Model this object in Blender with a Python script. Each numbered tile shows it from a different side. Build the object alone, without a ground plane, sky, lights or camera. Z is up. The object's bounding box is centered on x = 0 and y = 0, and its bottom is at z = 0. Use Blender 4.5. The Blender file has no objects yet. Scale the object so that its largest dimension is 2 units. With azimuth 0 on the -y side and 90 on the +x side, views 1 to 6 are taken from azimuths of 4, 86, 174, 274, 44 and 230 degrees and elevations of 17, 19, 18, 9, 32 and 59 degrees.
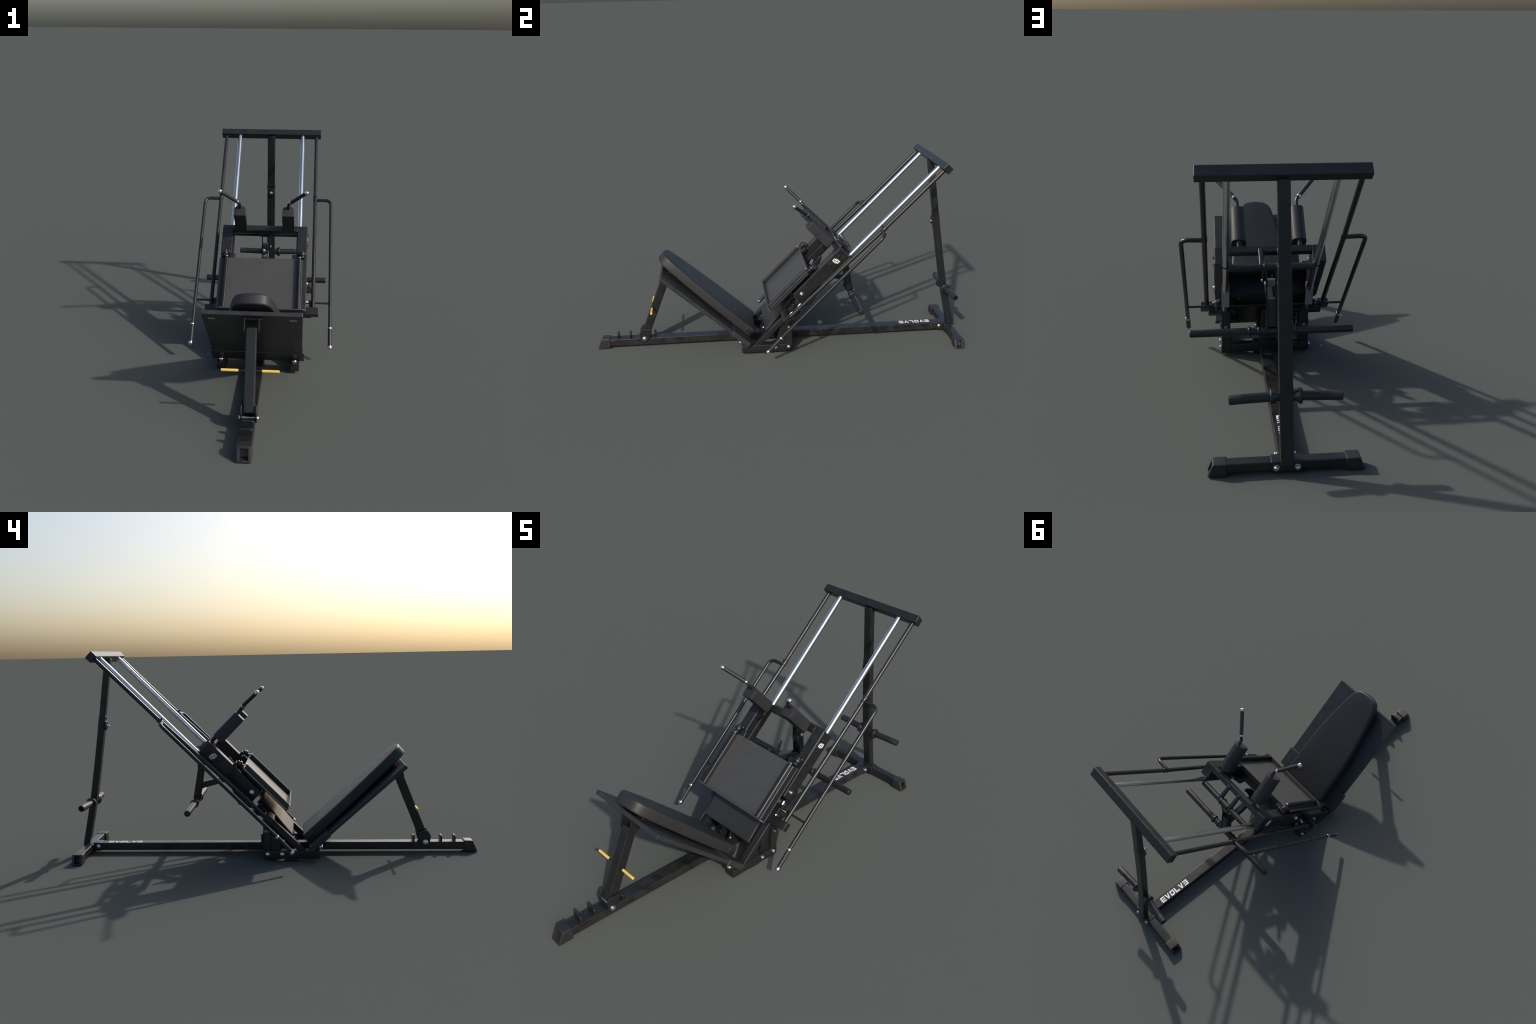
import bpy, bmesh, math
from mathutils import Vector as V, Matrix

R2 = math.sqrt(0.5)


def inc(x, s, n):
    """Point on the 45 degree sled axis: s runs up the guide rods, n is normal to them."""
    return V((x, (s - n) * R2, (s + n) * R2))


S_DIR, N_DIR, X_DIR = V((0, R2, R2)), V((0, -R2, R2)), V((1, 0, 0))
Y_DIR, Z_DIR = V((0, 1, 0)), V((0, 0, 1))

# ------------------------------------------------------------------ materials


def material(name, color, rough=0.45, metallic=0.0, spec=0.5, grain=0.0, grain_scale=900.0,
             mottle=0.12, mottle_scale=22.0, bump=0.0, bump_scale=700.0, stretch=(1, 1, 1),
             coat=0.0, rough_var=0.08, edge=0.0):
    m = bpy.data.materials.new(name)
    m.use_nodes = True
    nt = m.node_tree
    nd, lk = nt.nodes, nt.links
    b = nd["Principled BSDF"]
    b.inputs["Metallic"].default_value = metallic
    b.inputs["Specular IOR Level"].default_value = spec
    b.inputs["Coat Weight"].default_value = coat
    tc = nd.new("ShaderNodeTexCoord")
    mp = nd.new("ShaderNodeMapping")
    mp.inputs["Scale"].default_value = stretch
    lk.new(tc.outputs["Object"], mp.inputs["Vector"])
    n1 = nd.new("ShaderNodeTexNoise")
    n1.inputs["Scale"].default_value = mottle_scale
    n1.inputs["Detail"].default_value = 5
    lk.new(mp.outputs[0], n1.inputs["Vector"])
    cr = nd.new("ShaderNodeValToRGB")
    lo = [c * (1 - mottle) for c in color]
    hi = [c * (1 + mottle) for c in color]
    cr.color_ramp.elements[0].position = 0.35
    cr.color_ramp.elements[1].position = 0.65
    cr.color_ramp.elements[0].color = (*lo, 1)
    cr.color_ramp.elements[1].color = (*hi, 1)
    lk.new(n1.outputs["Fac"], cr.inputs["Fac"])
    col = cr.outputs["Color"]
    if grain > 0:
        n2 = nd.new("ShaderNodeTexNoise")
        n2.inputs["Scale"].default_value = grain_scale
        n2.inputs["Detail"].default_value = 2
        lk.new(tc.outputs["Object"], n2.inputs["Vector"])
        mr = nd.new("ShaderNodeMapRange")
        mr.inputs["From Min"].default_value = 0.3
        mr.inputs["From Max"].default_value = 0.7
        mr.inputs["To Min"].default_value = 1 - grain
        mr.inputs["To Max"].default_value = 1 + grain
        lk.new(n2.outputs["Fac"], mr.inputs["Value"])
        mx = nd.new("ShaderNodeMix")
        mx.data_type = 'RGBA'
        mx.blend_type = 'MULTIPLY'
        mx.inputs["Factor"].default_value = 1.0
        lk.new(col, mx.inputs[6])
        lk.new(mr.outputs[0], mx.inputs[7])
        col = mx.outputs[2]
    lk.new(col, b.inputs["Base Color"])
    rr = nd.new("ShaderNodeMapRange")
    rr.inputs["To Min"].default_value = max(0.02, rough - rough_var)
    rr.inputs["To Max"].default_value = min(1.0, rough + rough_var)
    lk.new(n1.outputs["Fac"], rr.inputs["Value"])
    lk.new(rr.outputs[0], b.inputs["Roughness"])
    bev = None
    if edge > 0:                      # softly rounded edges that catch the light
        bev = nd.new("ShaderNodeBevel")
        bev.samples = 6
        bev.inputs["Radius"].default_value = edge
        lk.new(bev.outputs[0], b.inputs["Normal"])
    if bump > 0:
        n3 = nd.new("ShaderNodeTexNoise")
        n3.inputs["Scale"].default_value = bump_scale
        n3.inputs["Detail"].default_value = 3
        lk.new(mp.outputs[0], n3.inputs["Vector"])
        bp = nd.new("ShaderNodeBump")
        bp.inputs["Strength"].default_value = bump
        bp.inputs["Distance"].default_value = 0.002
        lk.new(n3.outputs["Fac"], bp.inputs["Height"])
        if bev:
            lk.new(bev.outputs[0], bp.inputs["Normal"])
        lk.new(bp.outputs[0], b.inputs["Normal"])
    return m


STEEL = material("black_powder_coat", (0.0138, 0.0148, 0.0150), 0.33, mottle=0.15, bump=0.03, bump_scale=900, edge=0.0060)
BEAM = material("black_steel_painted_reflections", (0.0165, 0.0165, 0.0165), 0.34, mottle=0.4, mottle_scale=26, bump=0.03, edge=0.005)  # mottle paints the smeared reflections on the beam into its base colour
DARK = material("dark_hardware", (0.008, 0.0085, 0.009), 0.5)
RUBBER = material("black_rubber", (0.020, 0.0205, 0.0205), 0.42, bump=0.06, edge=0.005)
GRIP = material("grip_foam", (0.018, 0.019, 0.020), 0.5, bump=0.15)
VINYL = material("black_vinyl", (0.0205, 0.0210, 0.0215), 0.52, mottle=0.06, bump=0.05, bump_scale=500, edge=0.005)
PLATE = material("grey_textured_plate", (0.0535, 0.0540, 0.0530), 0.43, grain=0.18, mottle=0.04, bump=0.08)
LOWPLATE = material("black_textured_plate", (0.024, 0.025, 0.026), 0.38, grain=0.1, bump=0.05, mottle=0.05, edge=0.005)
BOARD = material("speckled_board", (0.026, 0.0275, 0.029), 0.42, grain=0.25, grain_scale=600, bump=0.08, edge=0.004)
CHROME = material("polished_chrome", (0.80, 0.80, 0.81), 0.22, metallic=1.0, mottle=0.05, bump=0.14,
                  bump_scale=60, stretch=(1, 0.4, 0.4), rough_var=0.06)
NICKEL = material("brushed_nickel", (0.55, 0.56, 0.57), 0.38, metallic=1.0, mottle=0.1, bump=0.06)
SATIN = material("satin_grey_face", (0.34, 0.345, 0.35), 0.45, metallic=0.5, mottle=0.12, mottle_scale=120, bump=0.06)
GUNMETAL = material("gunmetal", (0.22, 0.225, 0.235), 0.4, metallic=1.0)
YELLOW = material("yellow_grip", (0.80, 0.54, 0.105), 0.5, mottle=0.05)
WHITE = material("white_decal", (0.72, 0.72, 0.72), 0.5, mottle=0.03)

# ------------------------------------------------------------------ mesh helpers

ROOT = bpy.data.objects.new("leg_press_machine", None)
bpy.context.scene.collection.objects.link(ROOT)
ROOT["label"] = "black steel sled leg press with chrome guide rods and padded backrest"
ROOT["category"] = "gym machine"


def finish(name, bm, mat, parent=None, sharp=50):
    bmesh.ops.recalc_face_normals(bm, faces=bm.faces)
    lim = math.radians(sharp)
    for f in bm.faces:
        f.smooth = True
    hard = set()
    for e in bm.edges:
        if len(e.link_faces) != 2 or e.calc_face_angle(0) > lim:
            e.smooth = False
            hard.update(v.index for v in e.verts) if e.verts[0].index >= 0 else None
    bm.verts.index_update()
    hard = {v.index for e in bm.edges if not e.smooth for v in e.verts}
    nrm = {}
    for v in bm.verts:
        if v.index in hard:
            continue
        a = V((0, 0, 0))
        for f in v.link_faces:
            a += f.normal * f.calc_area()
        nrm[v.index] = a.normalized() if a.length > 0 else V((0, 0, 0))
    me = bpy.data.meshes.new(name)
    bm.to_mesh(me)
    bm.free()
    zero = (0.0, 0.0, 0.0)
    me.normals_split_custom_set([nrm.get(l.vertex_index, zero) for l in me.loops])
    me.materials.append(mat)
    ob = bpy.data.objects.new(name, me)
    ob.parent = parent or ROOT
    bpy.context.scene.collection.objects.link(ob)
    return ob


def bevel(bm, w, segs=2, edges=None):
    if w > 0:
        bmesh.ops.bevel(bm, geom=list(edges if edges is not None else bm.edges), offset=w, segments=segs,
                        profile=0.5, affect='EDGES', clamp_overlap=True)


def add_prism(bm, corners_a, corners_b):
    """Closed prism between two matching rings."""
    va = [bm.verts.new(p) for p in corners_a]
    vb = [bm.verts.new(p) for p in corners_b]
    k = len(va)
    for i in range(k):
        j = (i + 1) % k
        bm.faces.new((va[i], va[j], vb[j], vb[i]))
    bm.faces.new(va[::-1])
    bm.faces.new(vb)
    return va, vb


def block(name, fn, x0, x1, a0, a1, b0, b1, mat, parent=None, r=0.003, segs=2):
    """Box whose corners are fn(x, a, b)."""
    bm = bmesh.new()
    ring = [(a0, b0), (a1, b0), (a1, b1), (a0, b1)]
    add_prism(bm, [fn(x0, a, b) for a, b in ring], [fn(x1, a, b) for a, b in ring])
    bevel(bm, r, segs)
    return finish(name, bm, mat, parent)


def yz(x, y, z):
    return V((x, y, z))


def slab(name, fn, pts, x0, x1, mat, parent=None, r=0.002, segs=2):
    """Polygon in the (a, b) plane extruded along x."""
    bm = bmesh.new()
    add_prism(bm, [fn(x0, a, b) for a, b in pts], [fn(x1, a, b) for a, b in pts])
    bevel(bm, r, segs)
    return finish(name, bm, mat, parent)


def extrude_profile(name, prof, s0, s1, mat, parent=None, r=0.0015):
    """(x, n) profile run along the sled direction."""
    bm = bmesh.new()
    add_prism(bm, [inc(x, s0, n) for x, n in prof], [inc(x, s1, n) for x, n in prof])
    bevel(bm, r, 2)
    return finish(name, bm, mat, parent)


def fillet(points, radius, steps=7):
    pts = [V(p) for p in points]
    out = [pts[0]]
    for a, b, c in zip(pts, pts[1:], pts[2:]):
        u, w = (a - b), (c - b)
        rr = min(radius, u.length * 0.49, w.length * 0.49)
        p, q = b + u.normalized() * rr, b + w.normalized() * rr
        for i in range(steps + 1):
            t = i / steps
            out.append(p * (1 - t) ** 2 + b * 2 * t * (1 - t) + q * t ** 2)
    out.append(pts[-1])
    return out


def sweep(bm, pts, radii, seg=16, round_ends=0.0015):
    """Round tube through points with a radius each, rounded rims, closed ends."""
    pts = [V(p) for p in pts]
    tang = []
    for i in range(len(pts)):
        a, b = pts[max(i - 1, 0)], pts[min(i + 1, len(pts) - 1)]
        tang.append((b - a).normalized())
    up = V((0, 0, 1)) if abs(tang[0].z) < 0.9 else V((1, 0, 0))
    ref = (up - tang[0] * up.dot(tang[0])).normalized()
    rings = []
    stations = [(p, t, r) for p, t, r in zip(pts, tang, radii)]
    if round_ends > 0:
        e = round_ends
        p, t, r = stations[0]
        stations[0:1] = [(p, t, r - e), (p + t * e, t, r)]
        p, t, r = stations[-1]
        stations[-1:] = [(p - t * e, t, r), (p, t, r - e)]
    for p, t, r in stations:
        ref = (ref - t * ref.dot(t)).normalized()
        bi = t.cross(ref)
        rings.append([bm.verts.new(p + (ref * math.cos(a) + bi * math.sin(a)) * r)
                      for a in (2 * math.pi * k / seg for k in range(seg))])
    for ra, rb in zip(rings, rings[1:]):
        for k in range(seg):
            j = (k + 1) % seg
            bm.faces.new((ra[k], ra[j], rb[j], rb[k]))
    bm.faces.new(rings[0][::-1])
    bm.faces.new(rings[-1])


def tube(name, pts, r, mat, parent=None, seg=16, ends=0.0015):
    bm = bmesh.new()
    radii = r if isinstance(r, (list, tuple)) else [r] * len(pts)
    sweep(bm, pts, radii, seg, ends)
    return finish(name, bm, mat, parent)


def lathe(name, origin, axis, prof, mat, parent=None, seg=20):
    """prof: (distance along axis, radius) stations; open ends allowed via radius 0."""
    bm = bmesh.new()
    axis = V(axis).normalized()
    up = V((0, 0, 1)) if abs(axis.z) < 0.9 else V((1, 0, 0))
    ref = (up - axis * up.dot(axis)).normalized()
    bi = axis.cross(ref)
    rings = []
    for d, r in prof:
        if r <= 1e-6:
            rings.append([bm.verts.new(V(origin) + axis * d)])
        else:
            rings.append([bm.verts.new(V(origin) + axis * d + (ref * math.cos(a) + bi * math.sin(a)) * r)
                          for a in (2 * math.pi * k / seg for k in range(seg))])
    for ra, rb in zip(rings, rings[1:]):
        for k in range(seg):
            j = (k + 1) % seg
            if len(ra) == 1 and len(rb) == 1:
                continue
            if len(ra) == 1:
                bm.faces.new((ra[0], rb[j], rb[k]))
            elif len(rb) == 1:
                bm.faces.new((ra[k], ra[j], rb[0]))
            else:
                bm.faces.new((ra[k], ra[j], rb[j], rb[k]))
    if len(rings[0]) > 1:
        bm.faces.new(rings[0][::-1])
    if len(rings[-1]) > 1:
        bm.faces.new(rings[-1])
    return finish(name, bm, mat, parent)


_bolt_mesh = {}


def bolt(origin, axis, r=0.009, h=0.006, mat=None, parent=None, name="bolt"):
    """Washer, hex flange and domed head; mesh shared between repeats of a kind."""
    mat = mat or CHROME
    key = (round(r, 4), round(h, 4), mat.name)
    rot = V((0, 0, 1)).rotation_difference(V(axis).normalized()).to_matrix().to_4x4()
    if key not in _bolt_mesh:
        prof = [(-0.002, r * 1.0), (0.0012, r * 1.0), (0.0016, r * 0.92), (0.0017, r * 0.80),
                (h * 0.65, r * 0.78), (h * 0.85, r * 0.66), (h * 0.97, r * 0.4), (h, 0)]
        ob = lathe(name, (0, 0, 0), (0, 0, 1), prof, mat, parent, 12)
        _bolt_mesh[key] = ob.data
    else:
        ob = bpy.data.objects.new(name, _bolt_mesh[key])
        ob.parent = parent or ROOT
        bpy.context.scene.collection.objects.link(ob)
    ob.matrix_world = Matrix.Translation(V(origin)) @ rot
    return ob


def end_cap(name, base, out, side, up, w, h, l_top, l_bot, mat, parent=None, hole=(0.5, 0.62), depth=0.03, r=0.004):
    """Sleeve with a slanted mouth: out = direction, bottom longer than top, recessed opening."""
    base, out, side, up = V(base), V(out), V(side), V(up)
    bm = bmesh.new()
    ring = [(-1, 0), (1, 0), (1, 1), (-1, 1)]
    a = [base + side * (i * w) + up * (j * h) for i, j in ring]
    b = [base + side * (i * w) + up * (j * h) + out * (l_top if j else l_bot) for i, j in ring]
    va, vb = add_prism(bm, a, b)
    bevel(bm, r, 2)
    bmesh.ops.recalc_face_normals(bm, faces=bm.faces)
    bm.faces.ensure_lookup_table()
    nrm = (out * h + up * (l_bot - l_top)).normalized()
    mouth = max(bm.faces, key=lambda f: f.calc_area() if f.normal.dot(nrm) > 0.98 else -1)
    ctr = mouth.calc_center_median()
    res = bmesh.ops.inset_individual(bm, faces=[mouth], thickness=w * (1 - hole[0]) * 0.9)
    slope = (up * h + out * (l_top - l_bot)).normalized()
    for v in mouth.verts:
        d = v.co - ctr
        k = d.dot(slope)
        v.co += slope * (k * (hole[1] / max(0.05, (1 - (1 - hole[0]) * w * 1.8 / h)) - 1))
    ext = bmesh.ops.extrude_discrete_faces(bm, faces=[mouth])
    for f in ext["faces"]:
        for v in f.verts:
            v.co -= out * depth
    return finish(name, bm, mat, parent)


def pair(fn):
    for sx in (1, -1):
        fn(sx)


# ------------------------------------------------------------------ floor frame
beam = block("main_beam", yz, -0.0270, 0.0270, -0.955, 0.945, 0.0122, 0.0512, BEAM, r=0.0030, segs=3)
end_cap("end_cap", (0, -0.932, 0.0), (0, -1, 0), (1, 0, 0), (0, 0, 1), 0.0300, 0.0575, 0.042, 0.068, RUBBER, beam,
        hole=(0.5, 0.66))
for y in (-0.684, -0.820, -0.886):
    bm = bmesh.new()
    prof = [(-0.0262, 0.045), (0.0262, 0.045), (0.0262, 0.074), (0.0240, 0.0800), (0.0190, 0.0828), (-0.0190, 0.0828),
            (-0.0240, 0.0800), (-0.0262, 0.074)]
    add_prism(bm, [V((x, y - 0.0045, z)) for x, z in prof], [V((x, y + 0.0045, z)) for x, z in prof])
    bevel(bm, 0.0018, 2)
    finish("adjustment_tooth", bm, STEEL, beam)

rear = block("rear_stabilizer", lambda x, a, b: V((x, a, b)), -0.215, 0.215, 0.9440, 0.9845, 0.0075, 0.0458, STEEL, r=0.004, segs=3)
pair(lambda sx: end_cap("end_cap", (sx * 0.2, 0.9625, 0.0), (sx, 0, 0), (0, 1, 0), (0, 0, 1), 0.0260, 0.0478, 0.048, 0.067,
                        RUBBER, rear, hole=(0.48, 0.74)))
sleeve = block("sleeve_bracket", yz, -0.054, 0.054, 0.9395, 0.9875, 0.005, 0.0478, STEEL, rear, r=0.003)
for sx in (1, -1):
    bolt((sx * 0.036, 0.9875, 0.025), (0, 1, 0), 0.0115, 0.0120, NICKEL, rear)
    bolt((sx * 0.0285, 0.918, 0.032), (sx, 0, 0), 0.0112, 0.010, CHROME, beam)
slab("joint_bracket", yz, [(0.905, 0.010), (0.942, 0.008), (0.942, 0.0525), (0.905, 0.0525)], -0.0285, 0.0285, STEEL, beam, r=0.002)

# ------------------------------------------------------------------ lettering on the beam
LET = {
    'E': [[(0, 0), (1, 0), (1, .24), (.3, .24), (.3, .76), (1, .76), (1, 1), (0, 1)], [(.4, .4), (1, .4), (1, .6), (.4, .6)]],
    'V': [[(.36, 0), (.64, 0), (1, 1), (.72, 1), (.5, .34), (.28, 1), (0, 1)]],
    'O': [[(0, 0), (.7, 0), (1, .22), (1, 1), (.7, 1), (.7, .26), (.3, .26), (.3, .5), (0, .5)],
          [(0, .55), (.3, .55), (.3, .76), (.66, .76), (.66, 1), (.2, 1), (0, .85)]],
    'L': [[(0, 0), (1, 0), (1, .26), (.3, .26), (.3, 1), (0, 1)]],
    '3': [[(0, 0), (1, 0), (1, 1), (0, 1), (0, .76), (.7, .76), (.7, .24), (0, .24)], [(0, .4), (.6, .4), (.6, .6), (0, .6)]],
}
y_start, y_end, x_low, x_high = 0.866, 0.690, -0.0205, 0.0105
pitch = (y_start - y_end) / 6
for i, ch in enumerate("EVOLV3"):
    bm = bmesh.new()
    for poly in LET[ch]:
        pts = [(x_low + v * (x_high - x_low), y_start - (i + u * 0.84) * pitch) for u, v in poly]
        add_prism(bm, [V((x, y, 0.0508)) for x, y in pts], [V((x, y, 0.0518)) for x, y in pts])
    finish("lettering", bm, WHITE, beam)

# ------------------------------------------------------------------ rear post and top bar
CENTRE = [(0.060, 0.9780), (0.15, 0.9590), (0.29, 0.9310), (0.45, 0.9050), (0.61, 0.8805), (0.683, 0.8710), (0.76, 0.8605), (0.93, 0.8365), (0.985, 0.8290)]


def post_piece(name, zs, half_x, half_y, mat, parent=None, r=0.004):
    def yc(z):
        for (z0, y0), (z1, y1) in zip(CENTRE, CENTRE[1:]):
            if z <= z1:
                return y0 + (y1 - y0) * (z - z0) / (z1 - z0)
        return CENTRE[-1][1]
    bm = bmesh.new()
    rings = []
    c = r * 0.3
    shape = [(-half_x + r, -half_y), (half_x - r, -half_y), (half_x - c, -half_y + c), (half_x, -half_y + r), (half_x, half_y - r),
             (half_x - c, half_y - c), (half_x - r, half_y), (-half_x + r, half_y), (-half_x + c, half_y - c), (-half_x, half_y - r),
             (-half_x, -half_y + r), (-half_x + c, -half_y + c)]
    for z in zs:
        rings.append([bm.verts.new((x, yc(z) + y, z)) for x, y in shape])
    k = len(shape)
    for ra, rb in zip(rings, rings[1:]):
        for i in range(k):
            bm.faces.new((ra[i], ra[(i + 1) % k], rb[(i + 1) % k], rb[i]))
    bm.faces.new(rings[0][::-1])
    bm.faces.new(rings[-1])
    return finish(name, bm, mat, parent)


post = post_piece("rear_post", [0.035, 0.15, 0.29, 0.45, 0.61, 0.66, 0.70], 0.0228, 0.0163, STEEL)
post_piece("upper_post", [0.665, 0.70, 0.76, 0.87, 0.93, 0.985], 0.0212, 0.0150, STEEL, post)
block("post_lock", yz, -0.0195, 0.0195, 0.850, 0.862, 0.630, 0.676, STEEL, post, r=0.004)
lathe("lock_knob", (0, 0.853, 0.648), (0, -1, 0.1), [(0, 0.009), (0.005, 0.0085), (0.006, 0.005), (0.009, 0.005), (0.010, 0.0075), (0.015, 0.0075), (0.017, 0.004), (0.017, 0)], NICKEL, post, 10)

top_bar = block("top_crossbar", inc, -0.2820, 0.2820, 1.2778, 1.3135, 0.0902, 0.1330, STEEL, r=0.0020, segs=3)

# weight storage pegs on the post


def storage_peg(sx):
    o = V((sx * 0.020, 0.9355, 0.264))
    ax = V((sx, 0.07, 0.005)).normalized()
    p = lathe("storage_peg", o, ax, [(0, 0.0165), (0.128, 0.0165), (0.131, 0.0150), (0.131, 0.0145)], STEEL, None)
    lathe("peg_collar", o, ax, [(0.004, 0.014), (0.010, 0.017), (0.022, 0.026), (0.028, 0.0275), (0.033, 0.027), (0.036, 0.022), (0.036, 0.015)], STEEL, p)
    e = o + ax * 0.126
    lathe("peg_sleeve", e, ax + V((0, 0.01, -0.03)), [(0, 0.0152), (0.002, 0.0165), (0.041, 0.0160), (0.044, 0.0148), (0.044, 0.0118), (0.018, 0.0112), (0.018, 0)], GRIP, p)


pair(storage_peg)

# ------------------------------------------------------------------ guide rods, side tubes, safety handles


def guide(sx):
    rod = tube("guide_rod", [inc(sx * 0.1785, 0.185, 0.1145), inc(sx * 0.1785, 1.281, 0.1145)], 0.0126, CHROME, seg=24)
    t = tube("side_tube", [V((sx * 0.2565, 0.826, 0.984)), V((sx * 0.2565, 0.533, 0.6945)), V((sx * 0.2565, 0.034, 0.2250))], 0.0099, STEEL)
    arm = tube("safety_handle", fillet([V((sx * 0.2565, 0.5200, 0.6825)), V((sx * 0.3415, 0.5180, 0.6850)), V((sx * 0.3425, -0.012, 0.155))], 0.034),
               0.0088, STEEL)
    a, b = V((sx * 0.3425, -0.012, 0.155)), V((sx * 0.3430, -0.079, 0.084))
    tube("handle_grip", [a, b], 0.0100, GRIP, arm)
    d = (b - a).normalized()
    tube("handle_band", [a - d * 0.006, a + d * 0.004], 0.0106, CHROME, arm)
    lathe("handle_tip", b - d * 0.006, d, [(0, 0.0108), (0.010, 0.0114), (0.014, 0.0104), (0.017, 0.0065), (0.0175, 0)], CHROME, arm)
    mid = V((sx * 0.2565, 0.533, 0.6945))
    lathe("tube_joint", mid - V((0, 0.72, 0.69)) * 0.022, V((0, 0.72, 0.69)), [(0, 0.010), (0.002, 0.0118), (0.03, 0.0118), (0.032, 0.010)], STEEL, arm)
    tube("joint_pin", [mid + N_DIR * 0.006, mid + N_DIR * 0.020], 0.0050, DARK, arm, seg=10)


pair(guide)

# ------------------------------------------------------------------ sled base under the rods


def base_side(sx):
    X = lambda a, b: (min(sx * a, sx * b), max(sx * a, sx * b))
    rail = block("base_rail", yz, *X(0.1525, 0.1965), -0.211, 0.061, 0.011, 0.0510, STEEL, r=0.0022)
    up = block("upright", yz, *X(0.1545, 0.1935), 0.026, 0.0605, 0.050, 0.212, STEEL, rail, r=0.0022)
    slab("inclined_rail", yz, [(-0.1475, 0.049), (-0.106, 0.049), (0.0265, 0.1825), (0.0265, 0.2225)], *X(0.1575, 0.1925), STEEL, rail, r=0.0022)
    slab("gusset_plate", yz, [(-0.027, 0.049), (0.028, 0.049), (0.028, 0.170), (-0.003, 0.145)], *X(0.166, 0.176), STEEL, rail, r=0.001)
    block("rubber_foot", yz, *X(0.158, 0.190), -0.100, -0.040, 0.0, 0.0125, RUBBER, rail, r=0.002)
    for y, z in ((0.0405, 0.033), (-0.030, 0.033), (0.045, 0.146)):
        bolt((sx * (0.1965 if z < 0.1 else 0.1935), y, z), (sx, 0, 0), 0.0105, 0.008, CHROME if z < 0.1 else GUNMETAL, rail)
    bolt((sx * 0.174, 0.0605, 0.135), (0, 1, 0), 0.0085, 0.004, GUNMETAL, rail)
    # hinge lug at the front with a domed bolt
    slab("hinge_lug", yz, [(-0.212, 0.049), (-0.176, 0.049), (-0.176, 0.075), (-0.190, 0.088), (-0.206, 0.080)], *X(0.160, 0.188), STEEL, rail, r=0.002)
    lathe("hinge_bolt", V((sx * 0.174, -0.203, 0.066)), (0, -1, 0), [(0, 0.008), (0.008, 0.008), (0.0085, 0.0122), (0.0165, 0.0122), (0.0215, 0.0095), (0.024, 0.005), (0.0245, 0)], CHROME, rail, 14)


pair(base_side)
base_cross = block("base_crosstube", yz, -0.156, 0.156, 0.022, 0.058, 0.0125, 0.0525, STEEL, r=0.003)
block("beam_clamp", yz, -0.055, 0.055, 0.020, 0.062, 0.006, 0.0625, STEEL, base_cross, r=0.003)
block("beam_bracket", yz, -0.026, 0.026, 0.064, 0.081, 0.045, 0.094, STEEL, base_cross, r=0.004)

mast = block("centre_mast", yz, -0.017, 0.017, 0.030, 0.054, 0.055, 0.214, STEEL, base_cross, r=0.004)
cross = block("rod_crossbeam", inc, -0.2840, 0.2840, 0.1570, 0.1980, 0.1240, 0.1555, STEEL, r=0.0022)
pair(lambda sx: block("crossbeam_bracket", inc, min(sx * 0.128, sx * 0.250), max(sx * 0.128, sx * 0.250), 0.160, 0.196, 0.1015, 0.1245, STEEL, cross, r=0.003))

# linear bearing housings around the rods, pale grey at the rear


def housing(sx):
    # side profile of the bearing block; its steep rear face is light grey
    x0, x1 = sorted((sx * 0.1600, sx * 0.1935))
    prof = [(0.112, 0.262), (0.134, 0.2665), (0.164, 0.2760), (0.1735, 0.2800), (0.1830, 0.2960), (0.1950, 0.3270), (0.2075, 0.3620),
            (0.2140, 0.3860), (0.175, 0.350), (0.105, 0.285)]
    h = slab("bearing_block", yz, prof, x0, x1, DARK, None, r=0.002)
    face = [(0.1745, 0.2795), (0.1775, 0.2795), (0.2110, 0.3640), (0.2075, 0.3640)]
    slab("bearing_face", yz, face, x0 + 0.001, x1 - 0.001, SATIN, h, r=0.0008)
    for xs in (x0, x1 - 0.004):
        slab("bearing_cheek", yz, [(0.200, 0.345), (0.209, 0.362), (0.226, 0.398), (0.216, 0.400), (0.196, 0.372)], xs, xs + 0.004, SATIN, h, r=0.0008)


pair(housing)

# safety shaft with catch hooks
shaft = tube("safety_shaft", [V((-0.338, 0.088, 0.2500)), V((0.338, 0.088, 0.2500))], 0.0052, STEEL, seg=12)


def catch(sx):
    x0, x1 = sorted((sx * 0.214, sx * 0.221))
    slab("catch_hook", yz, [(0.060, 0.238), (0.094, 0.236), (0.110, 0.256), (0.098, 0.275), (0.088, 0.262), (0.068, 0.258)], x0, x1, GUNMETAL, shaft, r=0.001)
    x0, x1 = sorted((sx * 0.236, sx * 0.248))
    slab("catch_hook", yz, [(0.066, 0.236), (0.094, 0.236), (0.100, 0.262), (0.080, 0.262)], x0, x1, STEEL, shaft, r=0.001)
    tube("catch_pin", [V((sx * 0.196, 0.066, 0.268)), V((sx * 0.232, 0.074, 0.258))], 0.0042, CHROME, shaft, seg=10)
    block("catch_block", inc, *sorted((sx * 0.150, sx * 0.205)), 0.205, 0.255, 0.128, 0.150, DARK, shaft, r=0.003)
    lathe("catch_knob", inc(sx * 0.205, 0.247, 0.152), X_DIR * sx, [(0, 0.007), (0.004, 0.009), (0.012, 0.009), (0.015, 0.006), (0.015, 0)], DARK, shaft, 12)


pair(catch)

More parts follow.
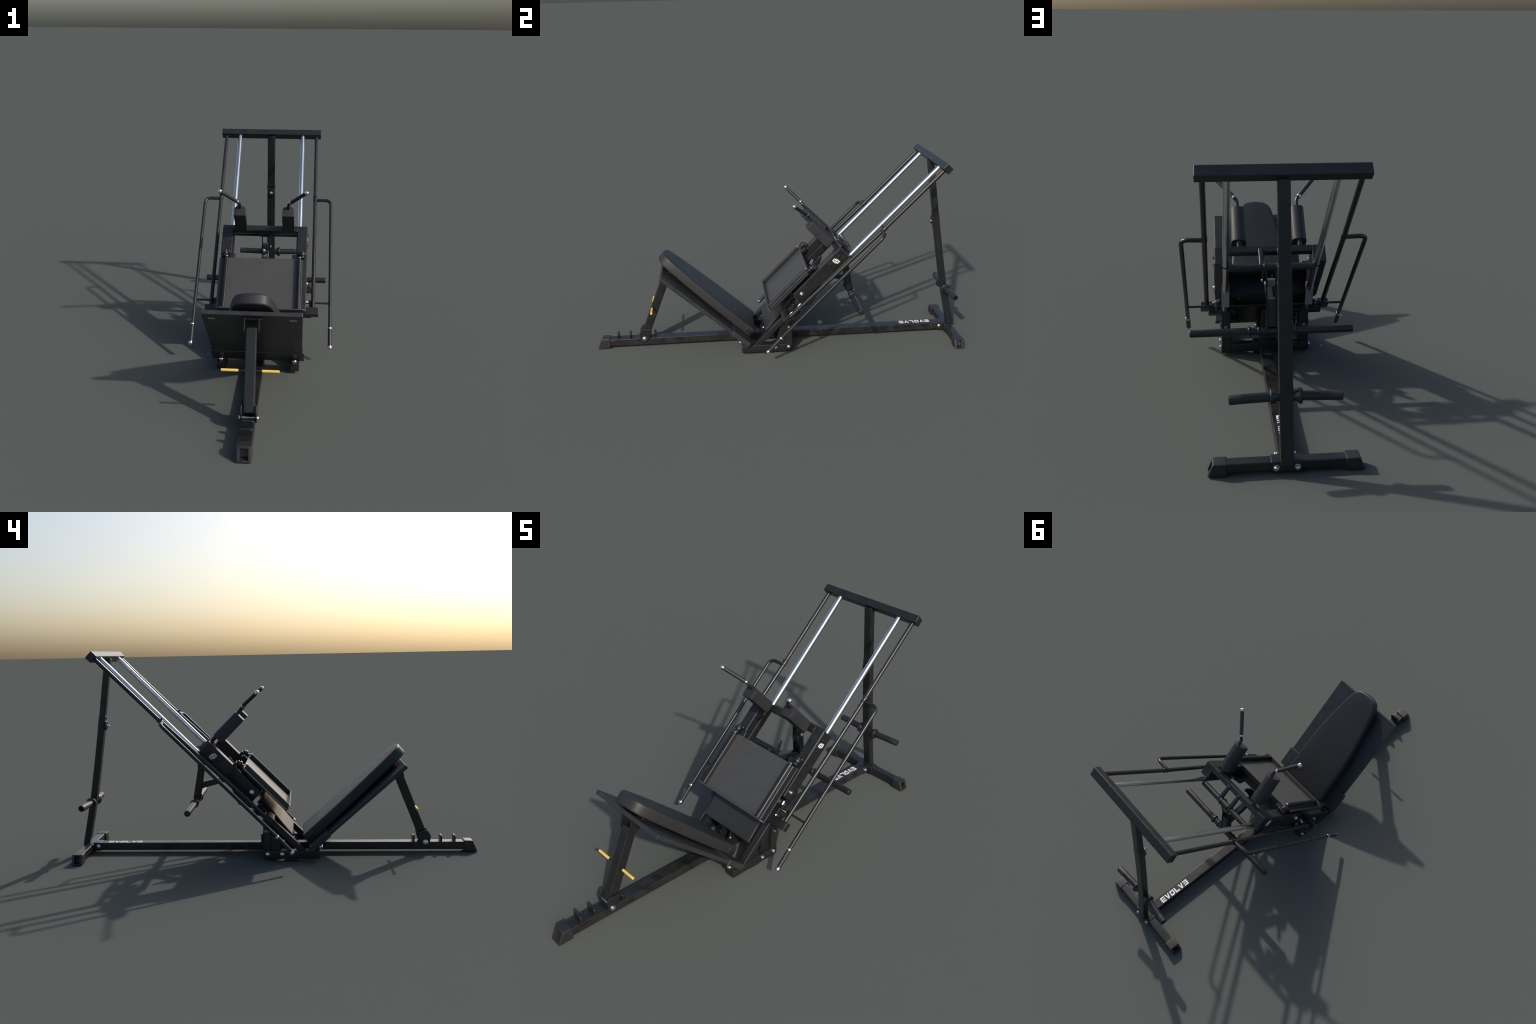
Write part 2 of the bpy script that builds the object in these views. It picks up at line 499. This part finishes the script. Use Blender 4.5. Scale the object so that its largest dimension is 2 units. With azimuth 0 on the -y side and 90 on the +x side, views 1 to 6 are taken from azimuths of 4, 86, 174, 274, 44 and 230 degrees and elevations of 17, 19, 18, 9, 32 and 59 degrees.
# ------------------------------------------------------------------ fixed lower foot plate
slope = [(0.024, 0.1445), (0.110, 0.1525), (0.255, 0.1680), (0.262, 0.176), (0.270, 0.2000)]
bm = bmesh.new()
th = 0.010
prof = slope + [(0.279, 0.1975), (0.269, 0.169), (0.258, 0.155), (0.112, 0.1395), (0.026, 0.1310)]
add_prism(bm, [inc(-0.1525, s, n) for s, n in prof], [inc(0.1525, s, n) for s, n in prof])
bevel(bm, 0.0045, 3)
foot_plate = finish("lower_foot_plate", bm, LOWPLATE)
slab("plate_bracket", yz, [(-0.105, 0.050), (-0.040, 0.050), (-0.030, 0.150), (-0.072, 0.118)], 0.020, 0.032, STEEL, foot_plate, r=0.0015)
slab("plate_bracket", yz, [(-0.105, 0.050), (-0.040, 0.050), (-0.030, 0.150), (-0.072, 0.118)], -0.032, -0.020, STEEL, foot_plate, r=0.0015)
bolt((0.032, -0.084, 0.078), (1, -0.3, 0), 0.0075, 0.006, CHROME, foot_plate)
bolt((-0.032, -0.084, 0.078), (-1, -0.3, 0), 0.0075, 0.006, CHROME, foot_plate)
pair(lambda sx: slab("plate_support", inc, [(0.03, 0.118), (0.26, 0.130), (0.26, 0.160), (0.03, 0.136)], *sorted((sx * 0.105, sx * 0.117)), STEEL, foot_plate, r=0.0015))

# ------------------------------------------------------------------ sled carriage


def carriage_side(sx):
    bm = bmesh.new()
    x0, x1 = sorted((sx * 0.167, sx * 0.2195))
    ring = [(0.2880, 0.1300), (0.2880, 0.1965), (0.6360, 0.1985), (0.6360, 0.1225), (0.462, 0.1240), (0.458, 0.1290)]
    add_prism(bm, [inc(x0, s, n) for s, n in ring], [inc(x1, s, n) for s, n in ring])
    bevel(bm, 0.0024, 2)
    box = finish("sled_side_frame", bm, STEEL)
    xo = sx * 0.2195
    block("cover_plate", inc, *sorted((xo - sx * 0.001, xo + sx * 0.0014)), 0.4600, 0.6330, 0.1265, 0.1955, STEEL, box, r=0.0006)
    bolt(inc(xo, 0.321, 0.165), (sx, 0, 0), 0.0115, 0.0095, CHROME, box)
    for s in (0.541, 0.600):
        bolt(inc(xo + sx * 0.001, s, 0.169), (sx, 0, 0), 0.0085, 0.006, DARK, box)
    # badge: two interlocking hooks
    c = V((0, 0.2905, 0.5195))
    hook = [(-20, -97), (-155, 18), (-55, 108), (3, 73), (73, 0), (30, -17), (-45, 60), (-97, 8), (-13, -77)]
    for f in (1, -1):
        bm = bmesh.new()
        pts = [(f * a * 1.36e-4, f * b * 1.44e-4) for a, b in hook]
        q = [V((0, a, b)) for a, b in pts]
        add_prism(bm, [c + p + V((xo + sx * 0.0009, 0, 0)) for p in q], [c + p + V((xo + sx * 0.0026, 0, 0)) for p in q])
        finish("badge", bm, WHITE, box)
    lathe("rod_bushing", inc(sx * 0.1785, 0.632, 0.1145), S_DIR, [(0, 0.0135), (0.0085, 0.0135), (0.0095, 0.0130), (0.0095, 0.0121)], STEEL, box)
    block("rod_shade_strip", inc, *sorted((sx * 0.1640, sx * 0.1672)), 0.420, 0.634, 0.110, 0.150, STEEL, box, r=0.0008)  # dark strip modelled over the rod's sunlit half, giving the carriage's shadow
    # spring knob fixing the tray
    lathe("tray_knob", inc(sx * 0.195, 0.433, 0.2195), S_DIR, [(0, 0.009), (0.002, 0.014), (0.008, 0.0145), (0.010, 0.011), (0.014, 0.011), (0.016, 0.0175), (0.022, 0.0190), (0.028, 0.0175), (0.030, 0.012), (0.037, 0.013), (0.041, 0.009), (0.042, 0.0)], STEEL, box, 10)
    block("knob_bracket", inc, *sorted((sx * 0.172, sx * 0.214)), 0.462, 0.478, 0.196, 0.219, STEEL, box, r=0.004)
    return box


pair(carriage_side)
sled_bar = block("sled_crossbar", inc, -0.1680, 0.1680, 0.6040, 0.6365, 0.1700, 0.1980, STEEL, r=0.0022)
sled_tube = tube("sled_tube", [inc(-0.168, 0.6440, 0.0995), inc(0.168, 0.6440, 0.0995)], 0.0147, STEEL, seg=20)
for sx in (1, -1):
    lathe("tube_collar", inc(sx * 0.026, 0.644, 0.0995), X_DIR * sx, [(-0.006, 0.0155), (-0.005, 0.0185), (0.003, 0.0185), (0.005, 0.0165), (0.006, 0.0150)], STEEL, sled_tube)
    slab("link_bar", inc, [(0.628, 0.185), (0.639, 0.188), (0.658, 0.106), (0.656, 0.090), (0.646, 0.084), (0.636, 0.096)], *sorted((sx * 0.028, sx * 0.047)), STEEL, sled_tube, r=0.003)
lathe("roller", inc(-0.022, 0.644, 0.0995), X_DIR, [(0, 0.015), (0.001, 0.017), (0.043, 0.017), (0.044, 0.015)], DARK, sled_tube)


# ------------------------------------------------------------------ shoulder pads with handles


def shoulder(sx):
    x = sx * 0.121
    bm = bmesh.new()
    half, s0, s1 = 0.0300, 0.583, 0.6440
    shape = [(-half, s0), (half, s0), (half, 0.618), (half * 0.92, 0.631), (half * 0.62, 0.6405), (0, s1), (-half * 0.62, 0.6405), (-half * 0.92, 0.631), (-half, 0.618)]
    add_prism(bm, [inc(x + a, s, 0.2240) for a, s in shape], [inc(x + a * 0.97, s + (0.002 if s < 0.59 else 0), 0.3780) for a, s in shape])
    bevel(bm, 0.005, 3, [e for e in bm.edges if e.calc_face_angle(0) > 0.7])
    pad = finish("shoulder_pad", bm, VINYL)
    tube("pad_stem", [inc(x, 0.627, 0.190), inc(x, 0.630, 0.240)], 0.0098, STEEL, pad)
    jx, js, jn = sx * 0.1335, 0.6370, 0.4240
    ball = inc(sx * 0.2105, 0.632, 0.5236)
    j = inc(jx, js, jn)
    tube("handle_neck", fillet([inc(x, 0.630, 0.370), inc(x + sx * 0.001, 0.6340, 0.408), j], 0.02), 0.0076, STEEL, pad)
    d = (ball - j).normalized()
    tube("pad_handle", [j, ball], 0.0092, GRIP, pad)
    tube("handle_band", [j - d * 0.005, j + d * 0.005], 0.0097, CHROME, pad)
    lathe("handle_tip", ball - d * 0.006, d, [(0, 0.0100), (0.007, 0.0112), (0.011, 0.0105), (0.015, 0.0068), (0.016, 0)], CHROME, pad, 16)


pair(shoulder)

# ------------------------------------------------------------------ foot tray on the sled
tray = block("foot_tray", inc, -0.1790, 0.1790, 0.1430, 0.4310, 0.2135, 0.2200, PLATE, r=0.0012)


def tray_rail(sx):
    prof = [(0.1765, 0.2150), (0.1765, 0.2410), (0.1800, 0.2440), (0.1870, 0.2440), (0.1915, 0.2400), (0.1935, 0.2250), (0.1960, 0.2222), (0.2212, 0.2215), (0.2212, 0.2150), (0.195, 0.2130)]
    rail = extrude_profile("tray_rail", [(sx * a, b) for a, b in prof], 0.1460, 0.4270, STEEL, tray)
    block("rail_tip", inc, *sorted((sx * 0.1775, sx * 0.1905)), 0.4265, 0.4345, 0.232, 0.2435, NICKEL, tray, r=0.003)


pair(tray_rail)
lip = [(-0.2215, 0.2140), (0.2215, 0.2140), (0.2215, 0.2320), (0.2060, 0.2430), (-0.2060, 0.2430), (-0.2215, 0.2320)]
bm = bmesh.new()
add_prism(bm, [inc(x, 0.1405, n) for x, n in lip], [inc(x, 0.1468, n) for x, n in lip])
bevel(bm, 0.0018, 2)
finish("tray_lip", bm, PLATE, tray)
pair(lambda sx: block("tray_support", inc, *sorted((sx * 0.145, sx * 0.175)), 0.29, 0.46, 0.1965, 0.2140, STEEL, tray, r=0.002))

# under-carriage stiffeners
block("carriage_crossbar", inc, -0.168, 0.168, 0.308, 0.350, 0.118, 0.206, DARK, tray, r=0.003)
block("tray_beam", inc, -0.166, 0.166, 0.404, 0.4285, 0.196, 0.2138, STEEL, tray, r=0.002)

# ------------------------------------------------------------------ weight arm
arm_prof = [(0.362, 0.528), (0.388, 0.528), (0.394, 0.500), (0.392, 0.430), (0.4215, 0.272), (0.414, 0.252), (0.396, 0.252), (0.387, 0.272), (0.362, 0.430), (0.358, 0.500)]
arm = slab("weight_arm", yz, [(0.371, 0.395), (0.397, 0.395), (0.417, 0.285), (0.392, 0.285)], -0.0172, 0.0172, STEEL, r=0.002)
pair(lambda sx: slab("arm_plate", yz, arm_prof, *sorted((sx * 0.0172, sx * 0.0215)), STEEL, arm, r=0.001))
block("arm_spacer", yz, -0.0172, 0.0172, 0.367, 0.391, 0.446, 0.474, GUNMETAL, arm, r=0.003)
tube("spacer_pin", [V((-0.026, 0.379, 0.457)), V((0.026, 0.379, 0.457))], 0.0065, NICKEL, arm, seg=12)
for sx in (1, -1):
    bolt((sx * 0.0215, 0.379, 0.457), (sx, 0, 0), 0.009, 0.008, CHROME, arm)
slab("arm_brace", yz, [(0.382, 0.327), (0.375, 0.361), (0.200, 0.404), (0.196, 0.386), (0.215, 0.372)], -0.0155, 0.0155, STEEL, arm, r=0.002)
for sx in (1, -1):
    top = [(0.232, 0.440), (0.245, 0.466), (0.245, 0.479), (0.236, 0.482), (0.225, 0.473), (0.203, 0.440)] if sx > 0 else [(0.222, 0.425), (0.218, 0.432), (0.205, 0.430)]
    slab("stop_hook", yz, [(0.186, 0.388), (0.222, 0.384)] + top + [(0.190, 0.412)], *sorted((sx * 0.0158, sx * 0.0225)), STEEL, arm, r=0.002)
bolt((0.0225, 0.202, 0.404), (1, 0, 0), 0.0075, 0.006, CHROME, arm)
bolt((-0.0225, 0.202, 0.404), (-1, 0, 0), 0.0075, 0.008, CHROME, arm)
PEG_Y, PEG_Z = 0.4065, 0.2645


def weight_peg(sx):
    o = V((sx * 0.0, PEG_Y, PEG_Z))
    p = lathe("weight_peg", o, X_DIR * sx, [(0, 0.0165), (0.05, 0.0165), (0.086, 0.0158), (0.3215, 0.0153), (0.325, 0.0135), (0.325, 0)], STEEL, arm)
    for d, r in ((0.046, 0.0195), (0.084, 0.0215)):
        lathe("peg_collar", o + X_DIR * sx * d, X_DIR * sx, [(0, 0.016), (0.002, r - 0.001), (0.004, r), (0.009, r), (0.011, r - 0.001), (0.013, 0.0155)], STEEL, p)


pair(weight_peg)

# ------------------------------------------------------------------ backrest
A0, B0 = V((0, -0.1780, 0.0590)), V((0, -0.6245, 0.4560))
along = (B0 - A0).normalized()
out = V((0, along.z, -along.y)).normalized()          # faces the sled
L = (B0 - A0).length


def bk(x, a, b):
    return A0 + X_DIR * x + along * a + out * b


board = block("backrest_board", bk, -0.2095, 0.2095, 0.0, L, -0.0040, 0.0155, BOARD, r=0.0022)
block("board_sleeve", bk, -0.2190, 0.2190, -0.004, 0.112, -0.0075, 0.0215, BOARD, board, r=0.003)
pair(lambda sx: block("pad_spacer", bk, *sorted((sx * 0.02, sx * 0.06)), 0.04, 0.56, 0.0150, 0.0330, DARK, board, r=0.003))
pair(lambda sx: block("board_slot", bk, *sorted((sx * 0.155, sx * 0.185)), L - 0.056, L - 0.043, -0.0048, 0.003, NICKEL, board, r=0.0008))


def pad_outline():
    """Half-width along the pad: straight flanks tapering into a rounded head."""
    right = [(-0.004, 0.120), (0.004, 0.1370), (0.10, 0.1370), (0.20, 0.1350), (0.30, 0.1285), (0.40, 0.1170), (0.48, 0.1050),
             (0.55, 0.0920), (0.597, 0.0790), (0.623, 0.0620), (0.635, 0.0400), (0.640, 0.0)]
    return right


def build_pad():
    # cross-sections through the thickness: (outward height, inset of the outline, rise along the pad)
    layers = [(0.0205, 0.0060, 0.016), (0.0225, 0.0012, 0.016), (0.0280, 0.0, 0.016), (0.0600, 0.0, 0.018), (0.0640, 0.0008, 0.018), (0.0670, 0.0026, 0.018), (0.0690, 0.0060, 0.018),
              (0.0700, 0.0120, 0.018), (0.0710, 0.0450, 0.018), (0.0715, 0.0800, 0.018)]
    # dense, smooth outline by Catmull-Rom between control half-widths
    ctl = pad_outline()
    full = [(a, w) for a, w in ctl] + [(a, -w) for a, w in reversed(ctl[:-1])]
    k = len(full)
    dense = []
    corner = {0, 1, k - 1, k - 2}
    for i in range(k):
        p0, p1, p2, p3 = (V((*full[(i + j) % k], 0)) for j in (-1, 0, 1, 2))
        if i in (0, k - 1) or (i == k - 1):
            steps = 8
            for t in range(steps):
                dense.append(p1.lerp(p2, t / steps))
            continue
        for t in range(4):
            u = t / 4
            m1 = (p2 - p0) * 0.5 if i not in (1, 0) else (p2 - p1)
            m2 = (p3 - p1) * 0.5 if (i + 1) % k not in (k - 2, k - 1) else (p2 - p1)
            h = (2 * u ** 3 - 3 * u ** 2 + 1) * p1 + (u ** 3 - 2 * u ** 2 + u) * m1 + (-2 * u ** 3 + 3 * u ** 2) * p2 + (u ** 3 - u ** 2) * m2
            dense.append(h)
    n = len(dense)
    ctr = V((0.3, 0, 0))
    normals = []
    for i in range(n):
        t = (dense[(i + 1) % n] - dense[i - 1]).normalized()
        nn = V((t.y, -t.x, 0))
        if nn.dot(dense[i] - ctr) < 0:
            nn = -nn
        normals.append(nn)
    bm = bmesh.new()
    rings = []
    for h, ins, rise in layers:
        ring = []
        for p, nn in zip(dense, normals):
            q = p - nn * min(ins, 0.9 * abs(p.y) + 0.02)
            q.x = max(min(q.x, 0.640 - ins), -0.004 + ins)
            lim = max(abs(p.y) - ins, 0.0)
            q.y = math.copysign(min(abs(q.y), lim), p.y) if abs(p.y) > 1e-6 else 0.0
            ring.append(bm.verts.new(bk(q.y, q.x, h + rise * p.x)))
        rings.append(ring)
    for ra, rb in zip(rings, rings[1:]):
        for i in range(n):
            bm.faces.new((ra[i], ra[(i + 1) % n], rb[(i + 1) % n], rb[i]))
    bm.faces.new(rings[0][::-1])
    bm.faces.new(rings[-1])
    return finish("backrest_pad", bm, VINYL, board, sharp=75)


build_pad()
pair(lambda sx: block("pad_plug", bk, *sorted((sx * 0.120, sx * 0.1390)), 0.010, 0.050, 0.034, 0.057, STEEL, board, r=0.004))

# prop strut
s_bot, s_top = V((0, -0.735, 0.070)), V((0, -0.606, 0.392))
s_dir = (s_top - s_bot).normalized()
s_nrm = V((0, s_dir.z, -s_dir.y))


def st(x, a, b):
    return s_bot + X_DIR * x + s_dir * a + s_nrm * b


strut = block("prop_strut", st, -0.0225, 0.0225, 0.0, (s_top - s_bot).length, -0.0215, 0.0215, STEEL, r=0.0035, segs=3)
for sx in (1, -1):
    slab("strut_foot", yz, [(-0.697, 0.104), (-0.752, 0.110), (-0.768, 0.082), (-0.762, 0.045), (-0.745, 0.030), (-0.722, 0.036), (-0.708, 0.062)], *sorted((sx * 0.028, sx * 0.034)), STEEL, strut, r=0.0015)
    bolt((sx * 0.034, -0.7415, 0.050), (sx, 0, 0), 0.0135, 0.009, CHROME, strut)
    slab("strut_hinge", yz, [(-0.594, 0.372), (-0.634, 0.383), (-0.618, 0.440), (-0.560, 0.400)], *sorted((sx * 0.0275, sx * 0.0335)), STEEL, strut, r=0.0015)
    tube("release_pin", [V((sx * 0.02, -0.6865, 0.2345)), V((sx * 0.052, -0.6865, 0.2345))], 0.0045, STEEL, strut, seg=12)
    tube("release_grip", [V((sx * 0.048, -0.6865, 0.2345)), V((sx * 0.1205, -0.6865, 0.2345))], 0.0062, YELLOW, strut, seg=12)
block("hinge_plate", bk, -0.044, 0.044, L - 0.085, L - 0.022, -0.013, -0.0035, STEEL, strut, r=0.002)
tube("strut_axle", [V((-0.034, -0.740, 0.050)), V((0.034, -0.740, 0.050))], 0.007, NICKEL, strut, seg=12)
